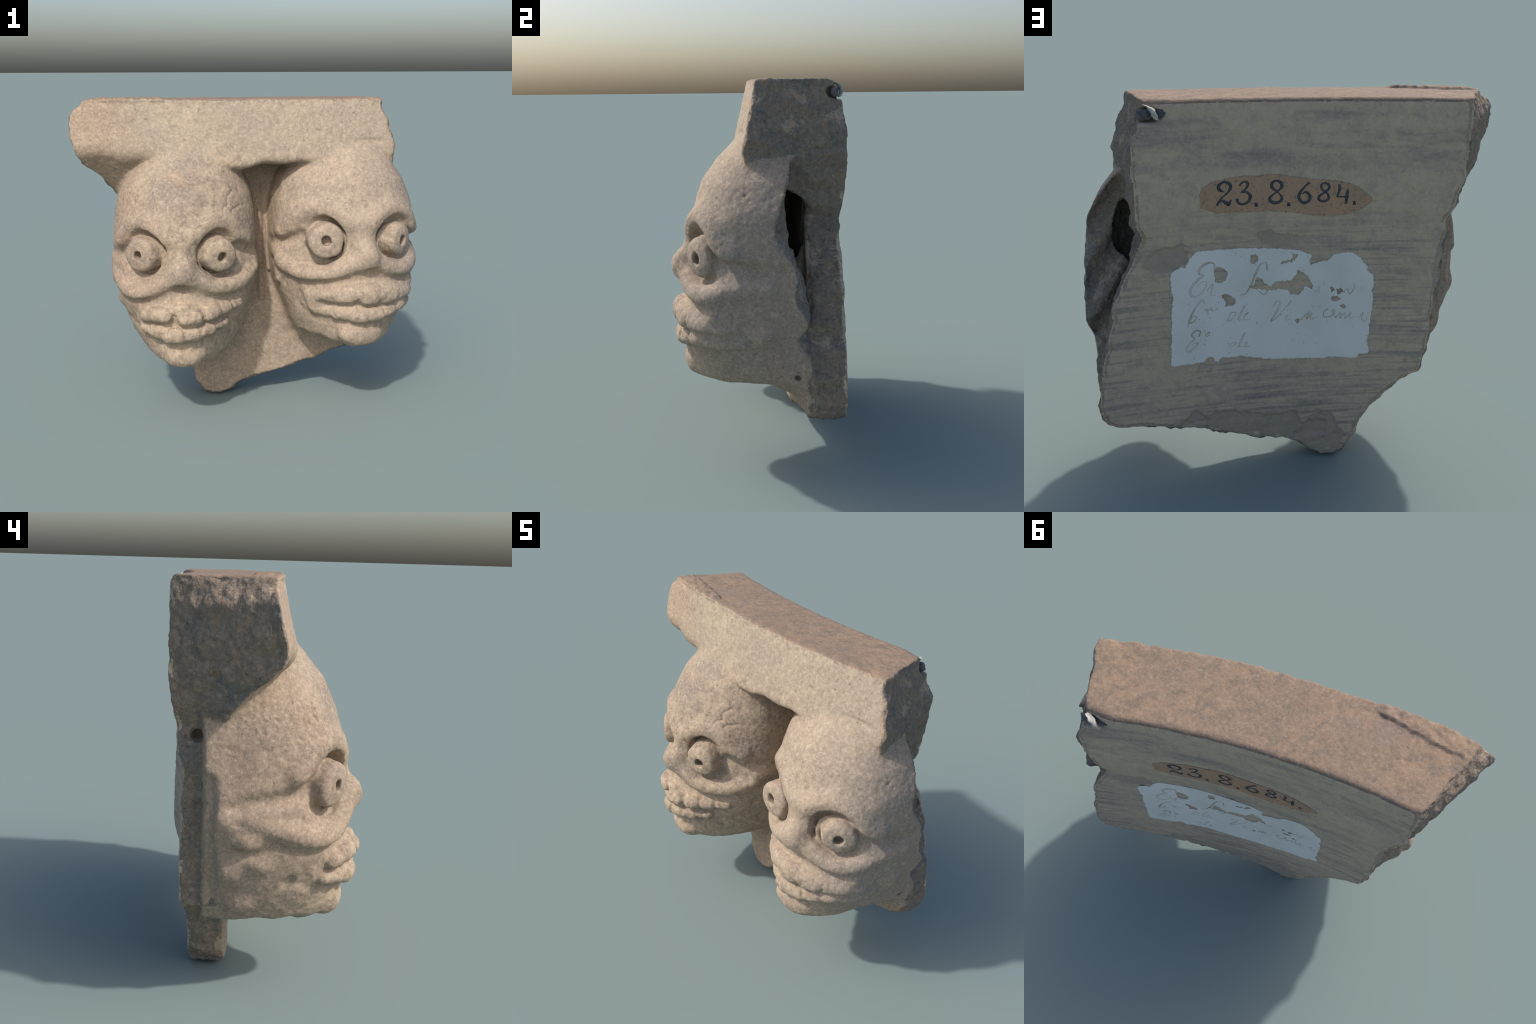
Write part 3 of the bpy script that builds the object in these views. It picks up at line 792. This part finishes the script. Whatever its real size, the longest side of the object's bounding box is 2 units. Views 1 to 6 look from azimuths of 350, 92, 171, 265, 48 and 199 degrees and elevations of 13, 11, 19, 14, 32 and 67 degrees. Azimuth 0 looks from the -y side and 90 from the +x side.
def ragged(pts, amp, seed, n=10):
    """Closed outline through points, roughened like torn paper."""
    r = np.random.default_rng(seed)
    p = np.array(pts, float); out = []
    for i in range(len(p)):
        a, b = p[i], p[(i + 1) % len(p)]
        k = max(2, int(np.hypot(*(b - a)) / n))
        for t in np.linspace(0, 1, k, endpoint=False):
            out.append(a + (b - a) * t + r.normal(0, amp, 2))
    return np.array(out)

def sheet(name, outline, holes, A, B, step, off, thick, mat, parent):
    """Thin conforming sheet: grid cells inside the outline, rim snapped to it."""
    lo, hi = outline.min(0), outline.max(0)
    us = np.arange(lo[0] - step, hi[0] + 2 * step, step); vs = np.arange(lo[1] - step, hi[1] + 2 * step, step)
    U, W = np.meshgrid(us, vs, indexing='ij')
    d = polygon_sdf(U, W, [tuple(p) for p in outline])
    for hp in holes:
        d = np.maximum(d, -polygon_sdf(U, W, [tuple(p) for p in hp]))
    cc = (d[:-1, :-1] + d[1:, :-1] + d[:-1, 1:] + d[1:, 1:]) / 4 < 0
    gU, gW = np.gradient(d, step)
    gm = np.maximum(np.hypot(gU, gW), .3)
    near = np.abs(d) < step * .75
    U2 = np.where(near, U - d * gU / gm ** 2, U); W2 = np.where(near, W - d * gW / gm ** 2, W)
    nu, nv = U.shape
    ids = np.arange(nu * nv).reshape(nu, nv)
    ci = np.argwhere(cc)
    q = np.stack([ids[ci[:, 0], ci[:, 1]], ids[ci[:, 0] + 1, ci[:, 1]], ids[ci[:, 0] + 1, ci[:, 1] + 1], ids[ci[:, 0], ci[:, 1] + 1]], 1)
    used, inv = np.unique(q, return_inverse=True)
    q = inv.reshape(-1, 4)
    P3 = on_wall(A, B, np.c_[U2.ravel()[used], W2.ravel()[used]], off)
    bot = P3.copy(); bot[:, 1] -= thick
    n0 = len(P3)
    faces = [list(f) for f in q] + [[n0 + i for i in f[::-1]] for f in q]
    edges = {}
    for f in q:
        for a, b in zip(f, np.roll(f, -1)): edges[(a, b)] = 1
    for (a, b) in edges:
        if (b, a) not in edges: faces.append([b, a, n0 + a, n0 + b])
    return make(name, np.vstack([P3, bot]), faces, [mat], parent)

def pen(name, strokes, A, B, off, thick, mat, parent, gain=1.0):
    """Pen strokes: each is a list of (u, v, width) stations swept as a flat ribbon."""
    vs, fs = [], []
    for st in strokes:
        st = [(s if len(s) == 3 else (*s, 10)) for s in st]
        c = catmull(st, 7) if len(st) > 2 else np.array(st, float)
        t = np.gradient(c[:, :2], axis=0); t /= np.maximum(np.linalg.norm(t, axis=1), 1e-9)[:, None]
        nrm = np.c_[-t[:, 1], t[:, 0]] * (np.maximum(c[:, 2:3], 1.0) * gain / 2)
        a = on_wall(A, B, c[:, :2] + nrm, off); b = on_wall(A, B, c[:, :2] - nrm, off)
        a2, b2 = a.copy(), b.copy(); a2[:, 1] -= thick; b2[:, 1] -= thick
        o = len(vs) * 1; o = sum(len(v) for v in vs); m = len(c)
        vs.append(np.vstack([a, b, a2, b2]))
        for i in range(m - 1):
            A0, B0, C0, D0 = o + i, o + m + i, o + 2 * m + i, o + 3 * m + i
            fs += [[A0, A0 + 1, B0 + 1, B0], [A0, C0, C0 + 1, A0 + 1], [B0 + 1, D0 + 1, D0, B0]]
        fs += [[o, o + m, o + 3 * m, o + 2 * m], [o + m - 1, o + 3 * m - 1, o + 4 * m - 1, o + 2 * m - 1]]
    return make(name, np.vstack(vs), fs, [mat], parent)

label_outline = ragged([(450, 1045), (465, 780), (470, 560), (480, 490), (492, 440), (475, 380), (472, 230), (500, 190), (560, 160), (605, 165), (640, 95), (705, 35),
                        (900, 18), (1150, 4), (1400, 2), (1600, 8), (1720, 45), (1700, 100), (1712, 138), (1800, 98), (1880, 85), (1912, 40), (1990, 15), (2080, 10),
                        (2150, 50), (2225, 130), (2222, 165), (2285, 210), (2292, 300), (2270, 350), (2290, 400), (2278, 560), (2265, 690), (2262, 760), (2245, 810), (2275, 910), (2265, 940),
                        (2180, 945), (2150, 990), (2050, 985), (1930, 978), (1850, 992), (1500, 1000), (1300, 998), (1200, 985), (1075, 965), (970, 978), (890, 978), (882, 1018), (840, 1010), (830, 975), (790, 965), (755, 1005), (700, 1022)], 3.5, 3)
holes = [ragged(h, 5, 20 + i, 12) for i, h in enumerate([
    [(1165, 110), (1180, 65), (1220, 55), (1250, 95), (1225, 135), (1185, 145)],
    [(850, 180), (900, 165), (975, 205), (950, 285), (885, 300), (850, 290), (855, 235)],
    [(915, 415), (960, 395), (1035, 450), (1030, 490), (930, 512), (950, 465)],
    [(1150, 345), (1200, 320), (1230, 255), (1265, 265), (1335, 340), (1420, 285), (1540, 280), (1600, 185), (1690, 235), (1730, 320), (1720, 350), (1665, 320), (1610, 405), (1535, 405), (1520, 365), (1440, 355), (1330, 365), (1265, 360)],
    [(1425, 135), (1480, 105), (1540, 95), (1555, 45), (1595, 45), (1575, 90), (1500, 130)],
    [(1890, 345), (1910, 325), (1925, 350), (1905, 378)],
    [(1950, 350), (1985, 332), (2018, 365), (1985, 395), (1958, 385)],
    [(1900, 415), (1945, 408), (1995, 435), (1950, 462), (1910, 445)],
    [(1982, 500), (2015, 478), (2045, 515), (2000, 525)],
    [(1575, 640), (1600, 620), (1632, 640), (1600, 672)]])]
sheet('paper_label', label_outline, holes, LABEL_A, LABEL_B, 8.0, .0035, .003, paper, root)
patch_outline = ragged([(335, 330), (360, 265), (470, 190), (620, 160), (780, 130), (980, 125), (1200, 108), (1400, 140), (1600, 160), (1860, 175), (2000, 200), (2110, 240), (2190, 300), (2280, 385), (2210, 440),
                        (2130, 500), (1980, 555), (1750, 575), (1580, 570), (1450, 545), (1150, 520), (860, 530), (640, 530), (520, 540), (440, 505), (350, 470)], 4, 5)
sheet('lacquer_patch', patch_outline, [], NUM_A, NUM_B, 12.0, .0026, .002, lacquer, root)

digits = [
    # two
    [(600, 300, 10), (550, 270, 38), (548, 225, 34), (600, 190, 22), (660, 205, 34), (675, 250, 34), (640, 310, 18), (570, 370, 16), (530, 430, 24), (525, 455, 16)],
    [(530, 425, 16), (575, 395, 26), (620, 420, 40), (650, 440, 38), (672, 400, 20), (682, 388, 8)],
    # three
    [(775, 235, 20), (800, 200, 16), (840, 190, 26), (868, 215, 30), (840, 270, 22), (785, 310, 14)],
    [(790, 305, 14), (850, 305, 24), (890, 345, 36), (870, 410, 30), (810, 440, 24), (760, 425, 28), (745, 390, 24), (760, 380, 14)],
    # full stop
    [(955, 428, 26), (958, 468, 42)],
    # eight
    [(1185, 295, 20), (1135, 255, 36), (1135, 205, 32), (1185, 180, 20), (1235, 205, 36), (1240, 250, 30), (1200, 295, 20), (1140, 340, 22), (1105, 385, 34), (1150, 425, 36), (1210, 420, 32), (1245, 375, 30), (1215, 325, 16), (1185, 290, 18)],
    [(1318, 425, 26), (1322, 465, 42)],
    # six
    [(1555, 200, 26), (1510, 235, 20), (1450, 310, 30), (1435, 370, 36), (1480, 425, 32), (1545, 405, 34), (1560, 350, 34), (1515, 305, 22), (1475, 325, 12)],
    # eight
    [(1725, 300, 18), (1690, 260, 28), (1690, 220, 26), (1730, 200, 16), (1772, 225, 28), (1770, 265, 26), (1720, 310, 20), (1665, 350, 28), (1665, 390, 30), (1720, 408, 22), (1770, 375, 30), (1760, 325, 24), (1720, 300, 16)],
    # four
    [(1885, 210, 24), (1895, 255, 34), (1880, 310, 24), (1862, 355, 14)],
    [(1862, 350, 18), (1930, 352, 16), (2000, 350, 16)],
    [(1985, 268, 22), (1975, 340, 34), (1968, 432, 30)],
    [(2058, 400, 24), (2064, 440, 38)],
]
pen('inventory_number', digits, NUM_A, NUM_B, .0036, .002, ink, root)

script_strokes = [
    # first line: capital e, l, tall capital and faint letter ends
    [(850, 200, 9), (855, 140, 8), (800, 130, 14), (740, 165, 16), (720, 215, 18), (760, 240, 8), (715, 265, 16), (650, 340, 18), (645, 400, 16), (690, 415, 10), (760, 360, 8), (785, 295, 7), (745, 290, 5), (700, 330, 5)],
    [(790, 360, 6), (840, 310, 9), (820, 395, 7), (860, 410, 4)],
    [(1075, 408, 5), (1120, 400, 6), (1170, 330, 9), (1210, 240, 14), (1255, 150, 12), (1310, 125, 7), (1322, 190, 9)],
    [(1250, 375, 5), (1290, 405, 6), (1330, 370, 5)], [(1730, 345, 5), (1760, 375, 5), (1790, 325, 6), (1795, 380, 4)],
    [(2020, 375, 5), (2050, 340, 6), (2075, 385, 6), (2115, 320, 6), (2105, 290, 5)],
    # second line
    [(760, 480, 8), (745, 445, 7), (690, 500, 10), (640, 590, 12), (620, 645, 12), (660, 640, 8), (690, 600, 7), (665, 590, 5), (620, 640, 6), (610, 690, 5)],
    [(760, 545, 5), (780, 525, 5), (785, 550, 5), (820, 520, 5), (825, 545, 5), (850, 540, 4), (885, 520, 4)],
    [(800, 600, 5), (812, 610, 5)],
    [(960, 640, 5), (1000, 565, 6), (1040, 575, 6), (985, 640, 6), (960, 630, 5)], [(1120, 500, 14), (1070, 600, 12), (1060, 635, 6), (1100, 625, 5)],
    [(1110, 600, 5), (1150, 565, 8), (1120, 590, 6), (1110, 630, 6), (1165, 625, 4)],
    [(1370, 520, 6), (1410, 465, 10), (1440, 480, 12), (1400, 570, 12), (1355, 645, 12), (1420, 600, 6), (1540, 460, 5)],
    [(1480, 620, 5), (1510, 590, 5), (1490, 635, 5), (1540, 625, 4)],
    [(1640, 620, 5), (1700, 565, 8), (1680, 625, 8), (1730, 570, 10), (1715, 625, 8), (1780, 600, 5)],
    [(1880, 525, 6), (1840, 560, 6), (1850, 605, 6), (1910, 590, 5), (1940, 545, 6), (1915, 540, 5), (1950, 610, 5)],
    [(1950, 610, 5), (1995, 560, 6), (1990, 615, 6), (2035, 560, 6), (2040, 615, 6), (2090, 555, 7), (2080, 610, 6), (2150, 590, 4)],
    [(2160, 610, 4), (2205, 555, 6), (2190, 600, 6), (2215, 640, 5), (2245, 600, 4)],
    # third line
    [(705, 775, 10), (718, 730, 8), (680, 720, 10), (640, 760, 12), (665, 795, 8), (625, 830, 12), (590, 885, 12), (610, 910, 10), (660, 880, 8), (695, 835, 10), (660, 835, 6), (640, 870, 5), (630, 920, 5)],
    [(765, 755, 6), (795, 738, 6), (795, 765, 6), (765, 772, 6), (768, 750, 5)], [(750, 840, 5), (758, 860, 5)],
    [(960, 880, 4), (1010, 840, 5), (1040, 850, 5), (985, 885, 5)], [(1118, 750, 14), (1070, 850, 12), (1060, 880, 6), (1100, 870, 5)],
    [(1110, 850, 5), (1140, 835, 5), (1115, 880, 5), (1160, 875, 4)],
]
pen('handwriting', script_strokes, LABEL_A, LABEL_B, .0042, .0012, faded, root, 1.25)

# plaster crust and dark inclusion in the cavity at the inner rim corner
def lump(name, centre, radii, mat, seed, n=24):
    th = np.linspace(0, math.pi, n); ph = np.linspace(0, 2 * math.pi, 2 * n, endpoint=False)
    T, Pp = np.meshgrid(th, ph, indexing='ij')
    s = np.stack([np.sin(T) * np.cos(Pp), np.sin(T) * np.sin(Pp), np.cos(T)], -1).reshape(-1, 3)
    r = 1 + .45 * fbm(s + seed, 1.6, 3)
    vv = s * r[:, None] * np.array(radii) + np.array(centre)
    f = [[i * 2 * n + j, (i + 1) * 2 * n + j, (i + 1) * 2 * n + (j + 1) % (2 * n), i * 2 * n + (j + 1) % (2 * n)] for i in range(n - 1) for j in range(2 * n)]
    return make(name, vv, f, [mat], root)
lump('stone_inclusion', (.680, .360, 1.742), (.036, .020, .024), cinder, 3.0)
lump('stone_inclusion', (.608, .366, 1.750), (.020, .016, .018), cinder, 8.0)
crust = [((.672, .366, 1.782), .012), ((.655, .382, 1.776), .016), ((.643, .392, 1.760), .014), ((.636, .396, 1.742), .013), ((.628, .386, 1.724), .012)]
cp = catmull([(*p, r) for p, r in crust], 4)
vv, ff = [], []
m = 12
for i, (a, b, c_, r) in enumerate(cp):
    for j in range(m):
        t = 2 * math.pi * j / m
        rr = r * (1 + .25 * math.sin(3 * t + i))
        vv.append((a + rr * math.cos(t), b + rr * .7 * math.sin(t), c_ + .3 * rr * math.cos(t)))
for i in range(len(cp) - 1):
    for j in range(m):
        ff.append([i * m + j, i * m + (j + 1) % m, (i + 1) * m + (j + 1) % m, (i + 1) * m + j])
ff += [list(range(m))[::-1], [(len(cp) - 1) * m + j for j in range(m)]]
make('plaster_crust', vv, ff, [plaster], root)
